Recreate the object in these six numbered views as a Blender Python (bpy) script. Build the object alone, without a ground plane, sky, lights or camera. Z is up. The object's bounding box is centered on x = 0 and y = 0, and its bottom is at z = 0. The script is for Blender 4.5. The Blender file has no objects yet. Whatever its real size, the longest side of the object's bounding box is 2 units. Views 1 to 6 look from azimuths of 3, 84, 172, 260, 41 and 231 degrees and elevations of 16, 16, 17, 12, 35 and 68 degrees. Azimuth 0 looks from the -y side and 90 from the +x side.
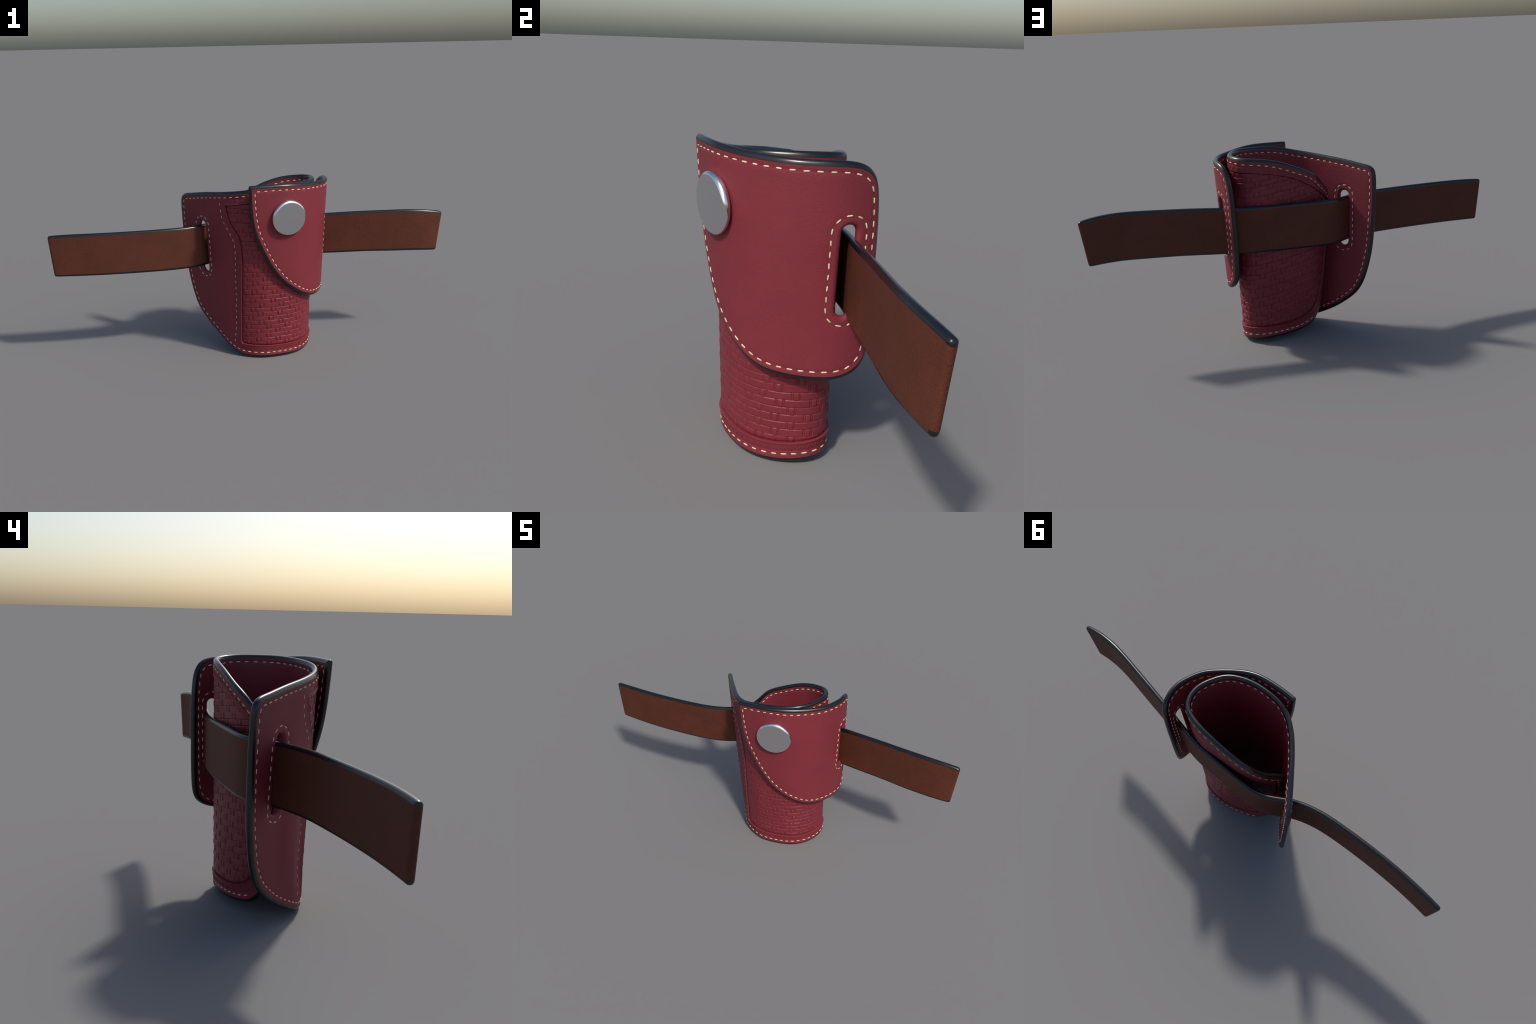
"""Red leather belt holster: wrapped pouch with basketweave tooling, a flap with
a round snap, cream stitching, black painted edges and a brown belt through slots."""
import bpy, math, random
import numpy as np
from mathutils import Matrix, Vector
from mathutils.geometry import delaunay_2d_cdt

rng = random.Random(7)
T = 0.024            # leather thickness
R = T / 2            # half thickness: edge bulge across the sheet
E = .0145            # how far the rounded edge reaches in from the outline

# ------------------------------------------------------------------ surfaces
def spline(t, P):
    """natural cubic spline through P at parameters t, linear beyond the ends"""
    t = np.asarray(t, float); P = np.asarray(P, float); n = len(t); h = np.diff(t)
    A = np.zeros((n, n)); B = np.zeros((n, P.shape[1])); A[0, 0] = A[-1, -1] = 1
    for i in range(1, n - 1):
        A[i, i - 1] = h[i - 1]; A[i, i] = 2 * (h[i - 1] + h[i]); A[i, i + 1] = h[i]
        B[i] = 6 * ((P[i + 1] - P[i]) / h[i] - (P[i] - P[i - 1]) / h[i - 1])
    M = np.linalg.solve(A, B)
    d0 = (P[1] - P[0]) / h[0] - h[0] * M[1] / 6
    d1 = (P[-1] - P[-2]) / h[-1] + h[-1] * M[-2] / 6

    def f(x):
        x = np.atleast_1d(np.asarray(x, float)); xc = np.clip(x, t[0], t[-1])
        i = np.clip(np.searchsorted(t, xc, side='right') - 1, 0, n - 2)
        a = (t[i + 1] - xc)[:, None]; b = (xc - t[i])[:, None]; hh = h[i][:, None]
        y = (M[i] * a**3 / (6 * hh) + M[i + 1] * b**3 / (6 * hh)
             + (P[i] / hh - M[i] * hh / 6) * a + (P[i + 1] / hh - M[i + 1] * hh / 6) * b)
        return y + np.minimum(x - t[0], 0)[:, None] * d0 + np.maximum(x - t[-1], 0)[:, None] * d1
    return f


class Surface:
    """ruled sheet between a lower and an upper guide curve; coordinates (s, v):
    s = arc length along the sheet, v = height between v0 (lower) and v1 (upper)"""
    def __init__(self, low, high, v0, v1):
        def lift(pts, z):
            return np.array([(*p, z) if len(p) == 2 else p for p in pts], float)
        low, high = lift(low, v0), lift(high, v1)
        d = (np.linalg.norm(np.diff(low, axis=0), axis=1) + np.linalg.norm(np.diff(high, axis=0), axis=1)) / 2
        t = np.r_[0, np.cumsum(d)]
        self.fl, self.fh, self.v0, self.v1 = spline(t, low), spline(t, high), v0, v1
        tt = np.linspace(0, t[-1], 2500); m = (self.fl(tt) + self.fh(tt)) / 2
        self.S = np.r_[0, np.cumsum(np.linalg.norm(np.diff(m, axis=0), axis=1))]
        self.T = tt; self.len = self.S[-1]; self.dent = None

    def mid(self, s, v):
        s = np.asarray(s, float); v = np.asarray(v, float)
        t = np.interp(s, self.S, self.T) + np.minimum(s, 0) + np.maximum(s - self.len, 0)
        k = ((v - self.v0) / (self.v1 - self.v0))[:, None]
        return self.fl(t) * (1 - k) + self.fh(t) * k

    def normal(self, s, v, e=2e-3):
        s = np.asarray(s, float); v = np.asarray(v, float)
        n = np.cross(self.mid(s + e, v) - self.mid(s - e, v), self.mid(s, v + e) - self.mid(s, v - e))
        return n / np.linalg.norm(n, axis=1)[:, None]

    def at(self, s, v, w):
        w = np.broadcast_to(np.asarray(w, float), np.shape(s))
        if self.dent is not None:
            w = w + self.dent(np.asarray(s, float), np.asarray(v, float))
        return self.mid(s, v) + self.normal(s, v) * w[:, None]


# plan curves of the pouch sheet: wing tip -> seam -> front -> fold -> back -> seam
POUCH_HIGH = [(-.393, .134), (-.332, .078), (-.272, .022), (-.21, -.033), (-.145, -.088), (-.080, -.135),
              (-.007, -.168), (.047, -.174), (.12, -.162), (.183, -.141), (.235, -.11), (.275, -.07),
              (.298, -.017), (.309, .044), (.300, .092), (.268, .135), (.223, .15), (.175, .152),
              (.09, .142), (-.012, .12), (-.085, .092), (-.128, .050), (-.158, .0), (-.174, -.034)]
POUCH_LOW = [(-.360, .156), (-.293, .103), (-.228, .046), (-.168, -.010), (-.116, -.068), (-.072, -.105),
             (-.012, -.130), (.045, -.139), (.110, -.128), (.165, -.107), (.210, -.08), (.247, -.04),
             (.270, .005), (.280, .05), (.277, .09), (.255, .125), (.217, .142), (.175, .145),
             (.105, .132), (.03, .10), (-.035, .06), (-.080, .015), (-.107, -.03), (-.116, -.055)]
FLAP_HIGH = [(-.03, -.228), (.035, -.221), (.123, -.201), (.198, -.174), (.261, -.129), (.318, -.066),
             (.356, -.009), (.374, .052), (.378, .114), (.366, .162), (.350, .197), (.335, .217), (.318, .234)]
FLAP_LOW = [(-.03, -.187), (.03, -.182), (.10, -.168), (.17, -.144), (.235, -.108), (.289, -.056),
            (.319, -.009), (.336, .043), (.347, .1), (.346, .147), (.337, .182), (.322, .213), (.302, .234)]
BELT_PLAN = [(-1.06, -.167), (-.995, -.164), (-.823, -.149), (-.662, -.123), (-.503, -.088), (-.4, -.059),
             (-.324, -.027), (-.262, .012), (-.232, .038), (-.165, .092), (-.062, .124), (.068, .147),
             (.206, .168), (.352, .171), (.461, .169), (.602, .170), (.733, .171), (.828, .176),
             (.909, .189), (.996, .214), (1.06, .24)]
BELT_TOP_Z = [(-1.06, .650), (-1., .656), (-.9, .662), (-.3, .664), (-.1, .670), (.1, .675), (.3, .680),
              (.5, .691), (.7, .698), (.85, .699), (.95, .690), (1., .678), (1.06, .657)]
BELT_LOW_Z = [(-1.06, .446), (-.98, .446), (-.6, .445), (-.3, .446), (0., .453), (.3, .463), (.6, .474),
              (.85, .476), (.97, .470), (1.06, .464)]

pouch_surface = Surface(POUCH_LOW, POUCH_HIGH, 0., .88)
fade = lambda x, a, b: (lambda t: t * t * (3 - 2 * t))(np.clip((x - a) / (b - a), 0, 1))
# the belt presses the back of the pouch in a little; the wing runs flat into a firm bend at the seam
pouch_surface.dent = lambda s, v: (
    -.011 * np.exp(-((v - .62) / .17) ** 2) * fade(s, 1.06, 1.16) * (1 - fade(s, 1.28, 1.40))
    - .010 * np.exp(-((s - .395) / .036) ** 2) * fade(v, .05, .2) * (1 - fade(v, .48, .68))
    + .005 * np.exp(-((s - .28) / .05) ** 2) * fade(v, .1, .25) * (1 - fade(v, .6, .75)))
flap_surface = Surface(FLAP_LOW, FLAP_HIGH, .3, .9)
BELT_H = .220
bz = lambda tab, x: float(np.interp(x, [p[0] for p in tab], [p[1] for p in tab]))
belt_surface = Surface([(x, y, bz(BELT_LOW_Z, x)) for x, y in BELT_PLAN],
                       [(x, y, bz(BELT_TOP_Z, x)) for x, y in BELT_PLAN], 0., BELT_H)

# ------------------------------------------------------------------ 2D outline tools
def resample(poly, step, closed=True):
    P = np.asarray(poly, float)
    if closed:
        P = np.vstack([P, P[:1]])
    L = np.r_[0, np.cumsum(np.linalg.norm(np.diff(P, axis=0), axis=1))]
    n = max(3, int(round(L[-1] / step)))
    q = np.linspace(0, L[-1], n, endpoint=not closed) if closed else np.linspace(0, L[-1], n + 1)
    return np.c_[np.interp(q, L, P[:, 0]), np.interp(q, L, P[:, 1])]


def smooth_path(points, step):
    """closed outline from sections of control points; each section is splined,
    sections meet at corners (rounded afterwards)"""
    P = np.asarray(points, float)
    t = np.r_[0, np.cumsum(np.linalg.norm(np.diff(P, axis=0), axis=1))]
    return spline(t, P)(np.linspace(0, t[-1], max(3, int(t[-1] / step))))


def round_off(poly, sigma, step):
    """soften corners of a closed, evenly sampled outline with a gaussian"""
    n = int(3 * sigma / step); k = np.exp(-.5 * (np.arange(-n, n + 1) * step / sigma) ** 2); k /= k.sum()
    P = np.vstack([poly[-n:], poly, poly[:n]])
    return np.c_[np.convolve(P[:, 0], k, 'valid'), np.convolve(P[:, 1], k, 'valid')]


def outline(sections, sigma, step=.004):
    raw = np.vstack([smooth_path(s, .0015)[:-1] for s in sections])
    return resample(round_off(resample(raw, .0015), sigma, .0015), step)


def ccw(P):
    a = np.sum(P[:, 0] * np.roll(P[:, 1], -1) - np.roll(P[:, 0], -1) * P[:, 1])
    return P if a > 0 else P[::-1]


def inset(P, d):
    """move a counter-clockwise loop inwards by d"""
    tan = np.roll(P, -1, 0) - np.roll(P, 1, 0); tan /= np.linalg.norm(tan, axis=1)[:, None]
    return P + d * np.c_[-tan[:, 1], tan[:, 0]]


def distance(pts, loop, closed=True):
    A = np.asarray(loop, float); B = np.roll(A, -1, 0)
    if not closed:
        A, B = A[:-1], B[:-1]
    out = np.empty(len(pts)); D = B - A; LL = np.maximum((D * D).sum(1), 1e-12)
    ax, ay, dx, dy = (c.astype(np.float32) for c in (A[:, 0], A[:, 1], D[:, 0], D[:, 1])); LL = LL.astype(np.float32)
    for i in range(0, len(pts), 1500):
        px = pts[i:i + 1500, 0:1].astype(np.float32) - ax; py = pts[i:i + 1500, 1:2].astype(np.float32) - ay
        t = np.clip((px * dx + py * dy) / LL, 0, 1)
        px -= t * dx; py -= t * dy
        out[i:i + 1500] = np.sqrt((px * px + py * py).min(1))
    return out


def inside(pts, loop):
    x, y = pts[:, 0], pts[:, 1]; c = np.zeros(len(pts), bool)
    for (x0, y0), (x1, y1) in zip(loop, np.roll(loop, -1, 0)):
        if y0 != y1:
            c ^= ((y0 > y) != (y1 > y)) & (x < (x1 - x0) * (y - y0) / (y1 - y0) + x0)
    return c


def clean_inset(loop, d, step):
    q = inset(loop, d)
    q = q[distance(q, loop) > abs(d) - .0012]
    return resample(q, step)


def stadium(s, v0, v1, half, lean=0., step=.004):
    """slot outline: vertical, round ended, slightly leaning"""
    a = np.linspace(0, math.pi, 14)
    up = np.c_[s + lean + half * np.cos(a), v1 - half + half * np.sin(a)]
    dn = np.c_[s - half * np.cos(a), v0 + half - half * np.sin(a)]
    return ccw(resample(np.vstack([up, dn]), step))


# ------------------------------------------------------------------ mesh helpers
def make_object(name, verts, faces, material, parent, smooth=True):
    me = bpy.data.meshes.new(name)
    me.from_pydata([tuple(map(float, v)) for v in verts], [], [tuple(map(int, f)) for f in faces])
    me.materials.append(material)
    if smooth:
        me.polygons.foreach_set('use_smooth', [True] * len(me.polygons))
    me.update()
    ob = bpy.data.objects.new(name, me)
    bpy.context.scene.collection.objects.link(ob)
    ob.parent = parent
    return ob


def triangulate(outer, holes, extra, grid):
    lo, hi = outer.min(0), outer.max(0)
    gx, gy = np.meshgrid(np.arange(lo[0], hi[0], grid), np.arange(lo[1], hi[1], grid))
    gx = gx + (np.arange(gx.shape[0])[:, None] % 2) * grid / 2
    g = np.c_[gx.ravel(), gy.ravel()]
    loops = [outer] + holes
    free = np.vstack(extra + [np.zeros((0, 2))])
    if len(free):
        k = inside(free, outer) & (distance(free, outer) > .0015)
        for h in holes:
            k &= ~inside(free, h) & (distance(free, h) > .0015)
        free = free[k]
    k = inside(g, outer) & (distance(g, outer) > grid * .6)
    for h in holes:
        k &= ~inside(g, h) & (distance(g, h) > grid * .6)
    g = g[k]
    if len(free):
        keep = np.ones(len(g), bool)
        for i in range(0, len(g), 1000):
            d2 = ((g[i:i + 1000, 0:1] - free[:, 0]) ** 2 + (g[i:i + 1000, 1:2] - free[:, 1]) ** 2).min(1)
            keep[i:i + 1000] = d2 > (grid * .55) ** 2
        g = g[keep]
    pts, edges = [], []
    for lp in loops:
        b = len(pts); n = len(lp)
        pts += [Vector(p) for p in lp]
        edges += [(b + i, b + (i + 1) % n) for i in range(n)]
    pts += [Vector(p) for p in free] + [Vector(p) for p in g]
    v, _, f, *_ = delaunay_2d_cdt(pts, edges, [], 0, 1e-6)
    v = np.array([tuple(p) for p in v]); f = np.array([t for t in f if len(t) == 3])
    c = v[f].mean(1); k = inside(c, outer)
    for h in holes:
        k &= ~inside(c, h)
    f = f[k]
    a, b, cc = v[f[:, 0]], v[f[:, 1]], v[f[:, 2]]
    neg = ((b - a)[:, 0] * (cc - a)[:, 1] - (b - a)[:, 1] * (cc - a)[:, 0]) < 0
    f[neg] = f[neg][:, ::-1]
    return v, f


def edge_strip(surface, loop, r=R, n=10, into=1, reach=E):
    """half-round edge around a ccw loop (into=+1: outer outline, -1: hole)"""
    rows = []
    for i in range(n + 1):
        a = math.pi * i / n
        q = inset(loop, into * (reach if into > 0 else r) * (1 - math.sin(a)))
        rows.append(surface.at(q[:, 0], q[:, 1], r * math.cos(a)))
    m = len(loop); verts = np.vstack(rows); faces = []
    for i in range(n):
        for j in range(m):
            k = (j + 1) % m
            f = (i * m + j, (i + 1) * m + j, (i + 1) * m + k, i * m + k)
            faces.append(f if into > 0 else f[::-1])
    return verts, faces


class Builder:
    def __init__(self):
        self.v, self.f, self.n = [], [], 0

    def add(self, v, f):
        self.v.append(np.asarray(v)); self.f += [tuple(int(i) + self.n for i in t) for t in f]; self.n += len(v)

    def make(self, *a, **k):
        return make_object(a[0], np.vstack(self.v), self.f, *a[1:], **k)


# ------------------------------------------------------------------ materials
def material(name, build):
    m = bpy.data.materials.new(name); m.use_nodes = True
    nt = m.node_tree; bsdf = nt.nodes['Principled BSDF']
    build(nt, bsdf)
    return m


def leather(color, vary, grain_scale, grain_strength, rough, speck=0.):
    def build(nt, b):
        N, L = nt.nodes, nt.links
        co = N.new('ShaderNodeTexCoord')
        big = N.new('ShaderNodeTexNoise'); big.inputs['Scale'].default_value = 9; big.inputs['Detail'].default_value = 6
        fine = N.new('ShaderNodeTexNoise'); fine.inputs['Scale'].default_value = grain_scale
        fine.inputs['Detail'].default_value = 4; fine.inputs['Roughness'].default_value = .6
        cell = N.new('ShaderNodeTexVoronoi'); cell.inputs['Scale'].default_value = grain_scale * .8
        for t in (big, fine, cell):
            L.new(co.outputs['Object'], t.inputs['Vector'])
        ramp = N.new('ShaderNodeValToRGB')
        ramp.color_ramp.elements[0].position = .3; ramp.color_ramp.elements[1].position = .7
        ramp.color_ramp.elements[0].color = (*[c * (1 - vary) for c in color], 1)
        ramp.color_ramp.elements[1].color = (*[c * (1 + vary) for c in color], 1)
        L.new(big.outputs['Fac'], ramp.inputs['Fac'])
        sp = N.new('ShaderNodeMapRange'); sp.inputs['From Min'].default_value = .35; sp.inputs['From Max'].default_value = .65
        sp.inputs['To Min'].default_value = 1 - speck; sp.inputs['To Max'].default_value = 1 + speck
        L.new(fine.outputs['Fac'], sp.inputs['Value'])
        mul = N.new('ShaderNodeMix'); mul.data_type = 'RGBA'; mul.blend_type = 'MULTIPLY'; mul.inputs['Factor'].default_value = 1
        L.new(ramp.outputs['Color'], mul.inputs[6]); L.new(sp.outputs['Result'], mul.inputs[7])
        L.new(mul.outputs[2], b.inputs['Base Color'])
        mixh = N.new('ShaderNodeMath'); mixh.operation = 'ADD'
        L.new(fine.outputs['Fac'], mixh.inputs[0]); L.new(cell.outputs['Distance'], mixh.inputs[1])
        bump = N.new('ShaderNodeBump'); bump.inputs['Strength'].default_value = grain_strength
        bump.inputs['Distance'].default_value = .0015
        L.new(mixh.outputs[0], bump.inputs['Height']); L.new(bump.outputs['Normal'], b.inputs['Normal'])
        rr = N.new('ShaderNodeMapRange'); rr.inputs['To Min'].default_value = rough - .06; rr.inputs['To Max'].default_value = rough + .06
        L.new(big.outputs['Fac'], rr.inputs['Value']); L.new(rr.outputs['Result'], b.inputs['Roughness'])
        b.inputs['Specular IOR Level'].default_value = .36
    return build


RED = (.186, .0225, .0325)
red_leather = material('red_leather', leather(RED, .05, 260, .22, .58, .05))
tooled_leather = material('tooled_red_leather', leather(RED, .07, 240, .12, .45, .03))
brown_leather = material('brown_leather', leather((.088, .0205, .0084), .12, 240, .35, .62, .12))


def paint(nt, b):
    N, L = nt.nodes, nt.links
    co = N.new('ShaderNodeTexCoord'); no = N.new('ShaderNodeTexNoise'); no.inputs['Scale'].default_value = 30
    L.new(co.outputs['Object'], no.inputs['Vector'])
    r = N.new('ShaderNodeValToRGB')
    r.color_ramp.elements[0].color = (.0045, .0045, .005, 1); r.color_ramp.elements[1].color = (.009, .009, .010, 1)
    L.new(no.outputs['Fac'], r.inputs['Fac']); L.new(r.outputs['Color'], b.inputs['Base Color'])
    mr = N.new('ShaderNodeMapRange'); mr.inputs['To Min'].default_value = .25; mr.inputs['To Max'].default_value = .33
    L.new(no.outputs['Fac'], mr.inputs['Value']); L.new(mr.outputs['Result'], b.inputs['Roughness'])
    b.inputs['Specular IOR Level'].default_value = .6


def thread(nt, b):
    N, L = nt.nodes, nt.links
    co = N.new('ShaderNodeTexCoord'); w = N.new('ShaderNodeTexWave'); w.inputs['Scale'].default_value = 220
    w.bands_direction = 'DIAGONAL'
    L.new(co.outputs['Object'], w.inputs['Vector'])
    info = N.new('ShaderNodeObjectInfo')
    r = N.new('ShaderNodeValToRGB')
    r.color_ramp.elements[0].color = (.56, .47, .31, 1); r.color_ramp.elements[1].color = (.69, .60, .42, 1)
    L.new(info.outputs['Random'], r.inputs['Fac']); L.new(r.outputs['Color'], b.inputs['Base Color'])
    bump = N.new('ShaderNodeBump'); bump.inputs['Strength'].default_value = .2; bump.inputs['Distance'].default_value = .0005
    L.new(w.outputs['Fac'], bump.inputs['Height']); L.new(bump.outputs['Normal'], b.inputs['Normal'])
    b.inputs['Roughness'].default_value = .7


def steel(nt, b):
    N, L = nt.nodes, nt.links
    co = N.new('ShaderNodeTexCoord'); no = N.new('ShaderNodeTexNoise'); no.inputs['Scale'].default_value = 6
    no.inputs['Detail'].default_value = 5
    L.new(co.outputs['Object'], no.inputs['Vector'])
    mr = N.new('ShaderNodeMapRange'); mr.inputs['To Min'].default_value = .15; mr.inputs['To Max'].default_value = .19
    L.new(no.outputs['Fac'], mr.inputs['Value']); L.new(mr.outputs['Result'], b.inputs['Roughness'])
    b.inputs['Base Color'].default_value = (.80, .80, .81, 1); b.inputs['Metallic'].default_value = 1


edge_paint = material('black_edge_paint', paint)
cream_thread = material('cream_thread', thread)
snap_metal = material('brushed_snap_metal', steel)

# ------------------------------------------------------------------ thing
holster = bpy.data.objects.new('belt_holster', None)
bpy.context.scene.collection.objects.link(holster)
holster['label'] = 'red leather belt holster with basketweave tooling, snap flap and brown belt'
holster['category'] = 'holster'

# ------------------------------------------------------------------ stitches
def stitch_mesh():
    """small rounded dash of thread along x, unit length about 16 mm"""
    n, m, v, f = 9, 8, [], []
    for i in range(n + 1):
        u = -1 + 2 * i / n; r = max(0., 1 - abs(u) ** 4) ** .5
        for j in range(m):
            a = 2 * math.pi * j / m
            v.append((u * .0086, .0023 * r * math.cos(a), .0020 * r * math.sin(a) - .0005 * u * u))
    for i in range(n):
        for j in range(m):
            f.append((i * m + j, (i + 1) * m + j, (i + 1) * m + (j + 1) % m, i * m + (j + 1) % m))
    return v, f


STITCH_V, STITCH_F = stitch_mesh()
stitch_data = bpy.data.meshes.new('stitch')
stitch_data.from_pydata(STITCH_V, [], STITCH_F)
stitch_data.materials.append(cream_thread)
stitch_data.polygons.foreach_set('use_smooth', [True] * len(stitch_data.polygons))
stitch_data.update()
PITCH = .0312
stitch_jobs = []      # (priority, matrix, parent)


def sew(surface, path, closed, side, parent, priority, pitch=PITCH, skip=None, sink=.0006):
    """run of stitches along a path of (s, v) on one side (+1 outer, -1 inner)"""
    P = resample(path, .001, closed)
    if closed:
        P = np.vstack([P, P[:1]])
    L = np.r_[0, np.cumsum(np.linalg.norm(np.diff(P, axis=0), axis=1))]
    n = max(1, int(round(L[-1] / pitch))); step = L[-1] / n
    for i in range(n):
        q = (i + .5) * step
        c = np.array([[np.interp(q + e, L, P[:, k]) for k in (0, 1)] for e in (-.004, 0, .004)])
        if skip is not None and skip(c[1]):
            continue
        w = side * (R - sink)
        p = surface.at(c[:, 0], c[:, 1], w); nrm = surface.normal(c[1:2, 0], c[1:2, 1])[0] * side
        x = p[2] - p[0]; x /= np.linalg.norm(x); y = np.cross(nrm, x); y /= np.linalg.norm(y); z = np.cross(x, y)
        tilt = rng.uniform(-.07, .07); x, y = x * math.cos(tilt) + y * math.sin(tilt), y * math.cos(tilt) - x * math.sin(tilt)
        k = rng.uniform(.93, 1.07)
        M = Matrix(((x[0] * k, y[0], z[0], p[1][0]), (x[1] * k, y[1], z[1], p[1][1]),
                    (x[2] * k, y[2], z[2], p[1][2]), (0, 0, 0, 1)))
        stitch_jobs.append((priority, M, parent))


# ------------------------------------------------------------------ pouch
END = pouch_surface.len
POUCH_OUTLINE = ccw(outline([
    # wing side downwards, bottom edge, rounded back corner, end edge against the wing
    [(.062, .8125), (.046, .802), (.0365, .782), (.032, .74), (.030, .68), (.030, .626), (.0325, .56), (.041, .42), (.066, .295),
     (.106, .200), (.164, .140), (.236, .088), (.31, .048), (.385, .018), (.44, .005), (.5, .001), (.58, .0),
     (.66, .0), (.74, .0), (.80, .001), (.86, .005), (.92, .010), (1.0, .015), (1.09, .019), (1.2, .023),
     (1.28, .030), (1.345, .050), (1.39, .10), (1.425, .17), (END - .022, .26), (END - .006, .36), (END - .001, .47), (END, .655)],
    # top edge: back, fold, front, wing
    [(END, .668), (1.447, .689), (1.39, .730), (1.356, .755), (1.324, .784), (1.2416, .827), (1.147, .868), (1.068, .888),
     (1.023, .893), (.978, .897), (.93, .901), (.84, .903), (.73, .902), (.665, .899), (.602, .895), (.532, .887),
     (.476, .876), (.40, .863), (.334, .853), (.25, .843), (.167, .831), (.10, .8205), (.0835, .818), (.062, .8125)],
], .009))
WING_SLOT = stadium(.192, .418, .688, .0235, .006)
PANEL = ccw(outline([
    [(.362, .792), (.370, .76), (.380, .72), (.403, .678), (.425, .648), (.437, .61), (.443, .55), (.439, .347),
     (.433, .13), (.432, .073)],
    [(.432, .073), (.48, .069), (.552, .066), (.7, .064), (.85, .067), (.92, .073), (.98, .079), (1.06, .081), (1.16, .082),
     (1.22, .086), (1.285, .100), (1.335, .132), (1.372, .19), (1.402, .27), (1.425, .38), (1.432, .50), (1.432, .648)],
    [(1.432, .648), (1.40, .668), (1.347, .705), (1.274, .750), (1.205, .787), (1.142, .809), (1.052, .827), (.965, .834),
     (.85, .839), (.7, .839), (.6, .832), (.5, .817), (.43, .803), (.362, .792)],
], .008, .003))


def lip(q):
    """the lower border stands proud of the tooled panel"""
    return .0030 + .0014 * (1 - fade(q[:, 1], .12, .2)) - .0028 * fade(q[:, 0], .46, .56) * fade(q[:, 1], .5, .6)


def grooves(q, out, slots, panel=None):
    """relief of a plain face: needle crease, tooled line, raised lip at the panel"""
    d = distance(q, out)
    w = -.0014 * np.exp(-((d - .028) / .0035) ** 2)
    for s in slots:
        w += -.0012 * np.exp(-((distance(q, s) - .0255) / .0035) ** 2)
    if panel is not None:
        on = np.clip((q[:, 0] - .36) / .03, 0, 1)
        w += -.0018 * on * np.exp(-((d - .0375) / .0022) ** 2)
        w += lip(q) * np.exp(-distance(q, panel) / .006)
    return w


def plain_face(surface, out, slots, side, panel=None, grid=.011, relief=True, bulge=None, reach=E):
    o = inset(out, reach); hs = [inset(s, -R) for s in slots]
    extra = []
    if relief:
        extra = [clean_inset(out, d, .006) for d in (.0205, .0245, .028, .0315, .0355)]
        extra += [clean_inset(s, -d, .006) for s in slots for d in (.019, .0255, .032)]
    if panel is not None:
        extra += [clean_inset(out, d, .005) for d in (.0375, .0395)]
        extra += [clean_inset(panel, -d, .004) for d in (.003, .007, .013)]
    v, f = triangulate(o, hs + ([panel] if panel is not None else []), extra, grid)
    w = grooves(v, out, slots, panel) if relief else np.zeros(len(v))
    edge = np.minimum(1, np.maximum(0, distance(v, out) - reach) / .004)
    w = w * edge
    if bulge is not None:
        w = w + bulge(v)
    P = surface.at(v[:, 0], v[:, 1], side * (R + w))
    return P, (f if side > 0 else f[:, ::-1])


pouch_b = Builder()
pouch_b.add(*plain_face(pouch_surface, POUCH_OUTLINE, [WING_SLOT], +1, PANEL))
pouch_b.add(*plain_face(pouch_surface, POUCH_OUTLINE, [WING_SLOT], -1))
pouch_b.add(*edge_strip(pouch_surface, WING_SLOT, into=-1))
# wall stepping down from the border into the tooled panel
rows = [(0., 1., 0.), (.0007, .75, 0.), (.0010, 0., -.003), (.0010, 0., -.0135)]
m = len(PANEL)
vv = np.vstack([pouch_surface.at(*inset(PANEL, d).T, R + w + k * lip(PANEL)) for d, k, w in rows])
ff = [(i * m + j, i * m + (j + 1) % m, (i + 1) * m + (j + 1) % m, (i + 1) * m + j) for i in range(3) for j in range(m)]
pouch_b.add(vv, ff)
pouch = pouch_b.make('pouch', red_leather, holster)
v, f = edge_strip(pouch_surface, POUCH_OUTLINE)
make_object('painted_edge', v, f, edge_paint, pouch)

# ---- basketweave tooling: rows of long straps crossed by short ones
ROW, PERIOD, SHORT, TICK = .0232, .100, .0165, .0048
V_SAMPLES = [0., .035, .08, .14, .35, .60, .84, .905, .95, .98]


def row_lift(s):
    """rows run level round the front and climb towards the back seam"""
    return .13 * np.maximum(0, s - 1.0) ** 1.0 * np.clip((s - 1.0) / .05, 0, 1) - .02 * np.maximum(0, .5 - s)


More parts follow.
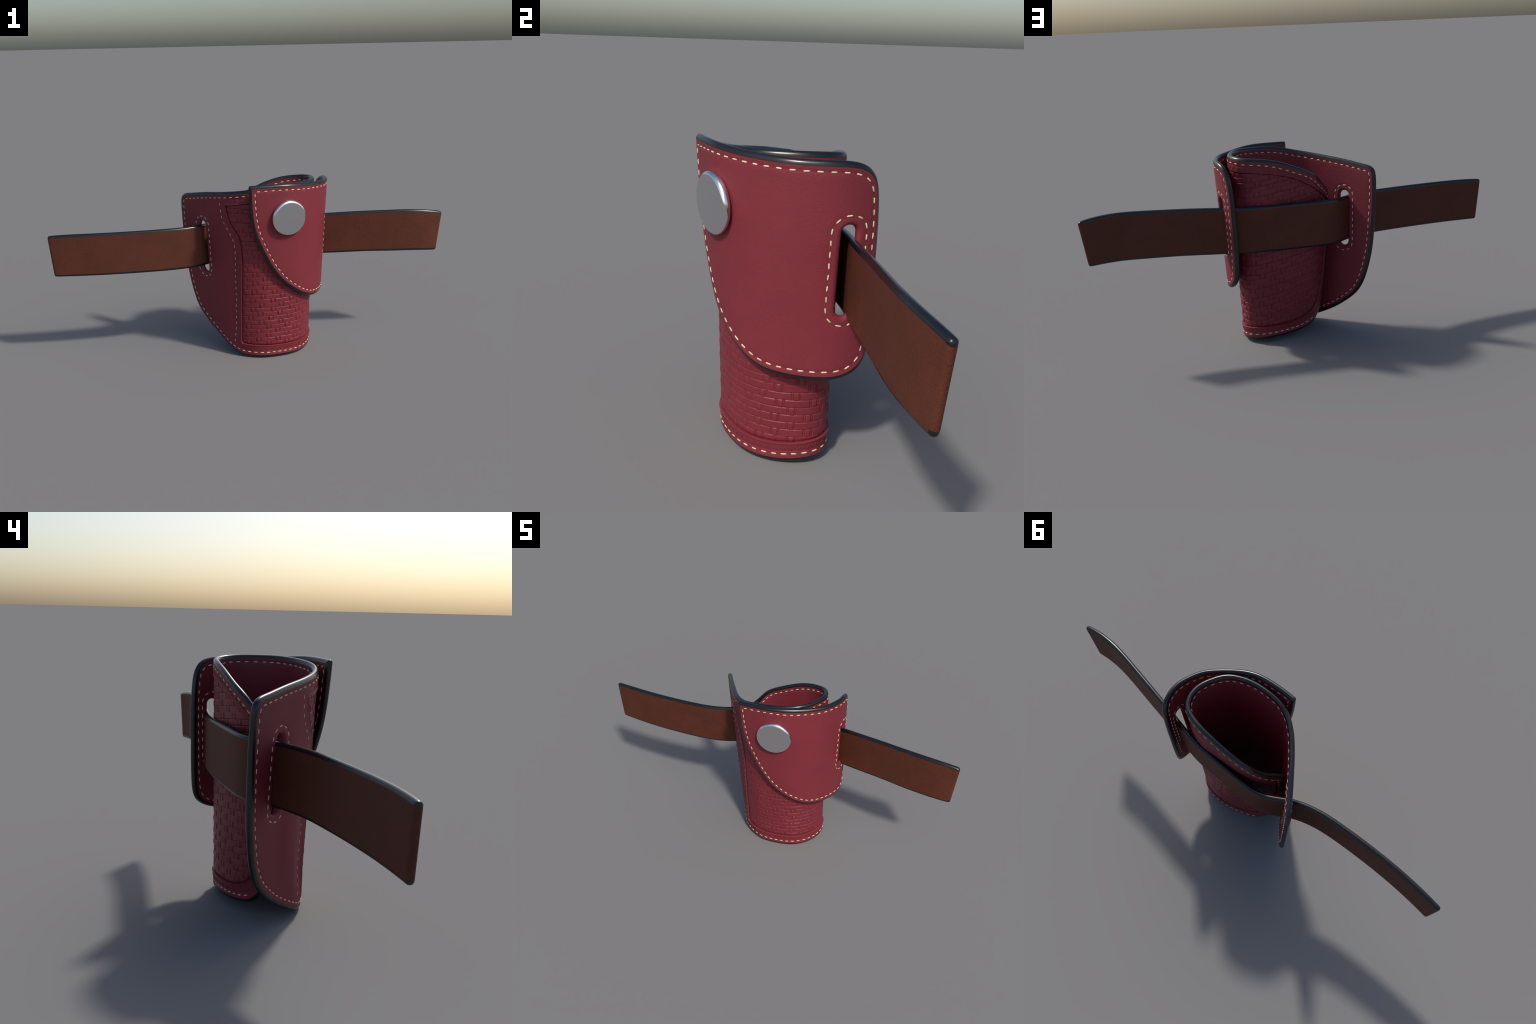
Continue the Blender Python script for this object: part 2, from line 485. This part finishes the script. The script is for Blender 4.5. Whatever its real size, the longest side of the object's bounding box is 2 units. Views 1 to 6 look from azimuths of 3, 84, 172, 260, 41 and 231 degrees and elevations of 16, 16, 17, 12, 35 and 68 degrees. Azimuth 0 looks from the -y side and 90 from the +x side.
def weave_height(u, row, vfrac):
    """relief 0..1 over the position u along a row and the fraction across it"""
    r = np.random.RandomState(5)
    nrow = 64; jit = r.uniform(-.009, .009, nrow); lift = r.uniform(.66, 1.0, (nrow, 40))
    off = jit[row] + (row % 2) * PERIOD / 2 + row * .0028
    k = (u - off) / PERIOD; cell = np.floor(k).astype(int); x = (k - cell) * PERIOD      # 0..PERIOD
    edge = lambda d, w: np.clip(d / w, 0, 1)
    dx = np.abs(x - PERIOD / 2)                              # distance from the short strap's middle
    soft = r.choice([0., 0., 0., .0, .55, .8], nrow + 1)        # some rows were stamped so close that they merge
    across = np.minimum(np.maximum(edge(vfrac, .075), soft[row]), np.maximum(edge(1 - vfrac, .07), soft[row + 1]))
    bar = SHORT / 2 + TICK
    along = edge(dx - bar - .0007, .0012)
    slope = .80 + .20 * vfrac + .06 * np.cos((x / PERIOD) * 2 * math.pi)
    long_h = lift[row, cell % 40] * slope * across * along
    arch = np.sqrt(np.clip(1 - ((vfrac - .5) / .58) ** 2, 0, 1))
    short_h = (.35 + .75 * arch) * edge(SHORT / 2 - .0006 - dx, .0012)
    tick = .72 * edge(TICK / 2 - .0004 - np.abs(dx - SHORT / 2 - TICK / 2), .0010) * across
    return np.where(dx < SHORT / 2, short_h, np.where(dx < bar, tick, long_h))


us = np.arange(.35, 1.465, .0014)
vr = np.array([(i, a) for i in range(0, 42) for a in V_SAMPLES])
U, RI = np.meshgrid(us, np.arange(len(vr)))
rowi = vr[RI, 0].astype(int); vf = vr[RI, 1]
Z = (rowi + vf) * ROW - .075 + row_lift(U)
pts = np.c_[U.ravel(), Z.ravel()]
h = weave_height(U.ravel(), rowi.ravel(), vf.ravel())
ok = inside(pts, PANEL[::2])
use = inside(pts, inset(PANEL, -.0055)[::3])
rim = np.where(use & ~inside(pts, inset(PANEL, .010)[::3]))[0]
sunk = np.zeros(len(pts)); sunk[rim] = np.exp(-(distance(pts[rim], PANEL[::2]) / .0045) ** 2)
nu = len(us); g = np.arange(len(pts)).reshape(U.shape)
quad = np.stack([g[:-1, :-1], g[:-1, 1:], g[1:, 1:], g[1:, :-1]], -1).reshape(-1, 4)
quad = quad[use[quad].all(1)]
ids = np.unique(quad); remap = np.full(len(pts), -1); remap[ids] = np.arange(len(ids))
dw = -.0056 + .0040 * h - .0065 * sunk
# sink the hidden rim of the panel under the border
dw = np.where(ok, dw, np.minimum(dw, -.0090))
P = pouch_surface.at(pts[ids, 0], pts[ids, 1], R + dw[ids])
make_object('basketweave_panel', P, remap[quad], tooled_leather, pouch)

# ---- stamped scallops along the border of the panel
sc = Builder()
loop = clean_inset(PANEL, -.0065, .001)
L = np.r_[0, np.cumsum(np.linalg.norm(np.diff(loop, axis=0), axis=1))]
n = int(L[-1] / .0235)
out_d = None
for i in range(n):
    q = (i + .5) * L[-1] / n
    c = np.array([np.interp(q, L, loop[:, k]) for k in (0, 1)])
    e = np.array([np.interp(min(q + .003, L[-1]), L, loop[:, k]) for k in (0, 1)]) - np.array([np.interp(q - .003, L, loop[:, k]) for k in (0, 1)])
    e /= np.linalg.norm(e); o = np.array([e[1], -e[0]])        # outwards from the panel
    if c[0] < .40 or abs(e[0]) < .75 or c[0] > 1.40:
        continue
    a = np.linspace(0, math.pi, 13)
    arc = c + np.outer(np.cos(a) * .0098, e) + np.outer(.0165 - np.sin(a) * .0145, o)
    tan = np.gradient(arc, axis=0); tan /= np.linalg.norm(tan, axis=1)[:, None]
    nn = np.c_[-tan[:, 1], tan[:, 0]]
    prof = [(-.0012, -.0005), (-.0005, .0005), (.0005, .0005), (.0012, -.0005)]
    lift = .0003 + lip(c[None])[0] * .12
    vs = np.vstack([pouch_surface.at(*(arc + nn * d).T, R + w + lift) for d, w in prof])
    k = len(arc)
    sc.add(vs, [(r * k + j, r * k + j + 1, (r + 1) * k + j + 1, (r + 1) * k + j) for r in range(3) for j in range(k - 1)])
ob = sc.make('scallop_border', red_leather, pouch); ob['kind'] = 'stuff'

# ---- pouch stitching
not_on_end = lambda p: p[0] > 1.34 and p[1] < .52
seam = clean_inset(POUCH_OUTLINE, .028, .002)
sew(pouch_surface, seam, True, +1, pouch, 0, skip=not_on_end)
sew(pouch_surface, seam, True, -1, pouch, 2, skip=not_on_end)
ring = clean_inset(WING_SLOT, -.0255, .002)
sew(pouch_surface, ring, True, +1, pouch, 0)
sew(pouch_surface, ring, True, -1, pouch, 1)
T_SEAM = smooth_path([(.334, .808), (.338, .76), (.349, .713), (.375, .668), (.399, .623), (.407, .59), (.406, .524),
                      (.402, .342), (.395, .153), (.388, .066)], .002)
sew(pouch_surface, T_SEAM, False, +1, pouch, 0, sink=.0011)

# ------------------------------------------------------------------ flap
FLAP_OUTLINE = ccw(outline([
    [(.034, .905), (.034, .85), (.037, .781), (.045, .712), (.061, .65), (.10, .559), (.153, .469), (.210, .403), (.268, .357),
     (.32, .326), (.381, .304), (.425, .298), (.48, .293), (.56, .291), (.61, .295), (.650, .310), (.678, .341), (.691, .393),
     (.695, .46), (.696, .60), (.694, .73), (.688, .79), (.676, .834), (.650, .866), (.61, .885), (.562, .891), (.5, .892),
     (.42, .894), (.35, .897), (.28, .902), (.2, .907), (.12, .907), (.034, .905)],
], .006))
FLAP_SLOT = stadium(.601, .478, .727, .021, -.002)
SNAP_S, SNAP_V = .2153, .744


def snap_bulge(q):
    d = np.hypot(q[:, 0] - SNAP_S, q[:, 1] - SNAP_V)
    return .004 * np.exp(-((d - .06) / .045) ** 2)


flap_b = Builder()
flap_b.add(*plain_face(flap_surface, FLAP_OUTLINE, [FLAP_SLOT], +1, grid=.009, bulge=snap_bulge))
flap_b.add(*plain_face(flap_surface, FLAP_OUTLINE, [FLAP_SLOT], -1, grid=.011))
flap_b.add(*edge_strip(flap_surface, FLAP_SLOT, into=-1))
flap = flap_b.make('flap', red_leather, holster)
v, f = edge_strip(flap_surface, FLAP_OUTLINE)
make_object('painted_edge', v, f, edge_paint, flap)
seam = clean_inset(FLAP_OUTLINE, .028, .002)
ring = clean_inset(FLAP_SLOT, -.0255, .002)
sew(flap_surface, seam, True, +1, flap, 0)
sew(flap_surface, seam, True, -1, flap, 1)
sew(flap_surface, ring, True, +1, flap, 0)
sew(flap_surface, ring, True, -1, flap, 1)

# ------------------------------------------------------------------ snap button
def lathe(profile, n=96):
    v, f = [], []
    k = len(profile)
    for j in range(n):
        a = 2 * math.pi * j / n
        v += [(r * math.cos(a), r * math.sin(a), z) for r, z in profile]
    for j in range(n):
        for i in range(k - 1):
            f.append((j * k + i, ((j + 1) % n) * k + i, ((j + 1) % n) * k + i + 1, j * k + i + 1))
    return v, f


SNAP_R = .0872
SNAP_H, SNAP_B = .022, .013
profile = [(.062, -.022), (.066, -.006), (.074, -.002)]
profile += [(SNAP_R - SNAP_B + SNAP_B * math.cos(a), SNAP_H - SNAP_B + SNAP_B * math.sin(a)) for a in np.linspace(-1.3, math.pi / 2, 14)]
profile += [(r, SNAP_H + .0020 * (1 - (r / .0742) ** 2)) for r in (.070, .062, .05, .036, .02, .008, .0001)]
v, f = lathe(profile)
p = flap_surface.at([SNAP_S], [SNAP_V], R)[0]; nrm = flap_surface.normal([SNAP_S], [SNAP_V])[0]
q = Vector(nrm).to_track_quat('Z', 'Y').to_matrix().to_4x4()
M = Matrix.Translation(Vector(p) + Vector(nrm) * .0015) @ q
snap = make_object('snap_button', [M @ Vector(x) for x in v], f, snap_metal, flap)
# back rivet of the snap on the inside of the flap
v, f = lathe([(.030, .0), (.030, -.002), (.027, -.0042), (.020, -.0052), (.0001, -.0055)], 48)
M = Matrix.Translation(flap_surface.at([SNAP_S], [SNAP_V], -R)[0].tolist()) @ q
make_object('rivet', [M @ Vector(x) for x in v], [t[::-1] for t in f], snap_metal, flap)

# ------------------------------------------------------------------ belt
def belt_s(x):
    P = belt_surface.mid(belt_surface.S, np.full(len(belt_surface.S), BELT_H / 2))
    return float(np.interp(x, P[:, 0], belt_surface.S))


sl_t, sl_b, sr_t, sr_b = belt_s(-1.0), belt_s(-.981), belt_s(1.0), belt_s(.974)
step = .006
topz, lowz = BELT_H, 0.
left = np.c_[np.linspace(sl_t, sl_b, 40), np.linspace(topz, lowz, 40)]
BELT_OUTLINE = ccw(outline([
    [(sl_t, topz), (.5 * (sl_t + sl_b), topz / 2), (sl_b, lowz)], [(sl_b, lowz), (1., lowz), (sr_b, lowz)],
    [(sr_b, lowz), (.5 * (sr_t + sr_b), topz / 2), (sr_t, topz)], [(sr_t, topz), (1., topz), (sl_t, topz)]], .0085, .004))
belt_b = Builder()
belt_b.add(*plain_face(belt_surface, BELT_OUTLINE, [], +1, grid=.012, relief=False, reach=.0125))
belt_b.add(*plain_face(belt_surface, BELT_OUTLINE, [], -1, grid=.012, relief=False, reach=.0125))
v, f = edge_strip(belt_surface, BELT_OUTLINE, reach=.0125)
# the long edges carry black paint, the cut ends stay brown
mloop = len(BELT_OUTLINE); o = BELT_OUTLINE
end = np.minimum(np.abs(o[:, 0] - np.interp(o[:, 1], [0, BELT_H], [sl_b, sl_t])),
                 np.abs(o[:, 0] - np.interp(o[:, 1], [0, BELT_H], [sr_b, sr_t]))) < .012
end &= (o[:, 1] > .0135) & (o[:, 1] < BELT_H - .0135)
f = np.array(f); j = f[:, 0] % mloop
is_end = end[j] & end[(j + 1) % mloop]
belt_b.add(v, f[is_end])
belt = belt_b.make('belt', brown_leather, holster)
make_object('painted_edge', v, f[~is_end], edge_paint, belt)

# ------------------------------------------------------------------ place the stitches
stitch_jobs.sort(key=lambda j: j[0])
rest = {}
for i, (pr, M, parent) in enumerate(stitch_jobs):
    if i < 300:
        ob = bpy.data.objects.new('stitch', stitch_data)
        bpy.context.scene.collection.objects.link(ob)
        ob.parent = parent; ob.matrix_world = M
    else:
        b = rest.setdefault(parent.name, (parent, Builder()))[1]
        b.add([tuple(M @ Vector(x)) for x in STITCH_V], STITCH_F)
for parent, b in rest.values():
    ob = b.make('stitching', cream_thread, parent); ob['kind'] = 'stuff'
print('stitches', len(stitch_jobs))
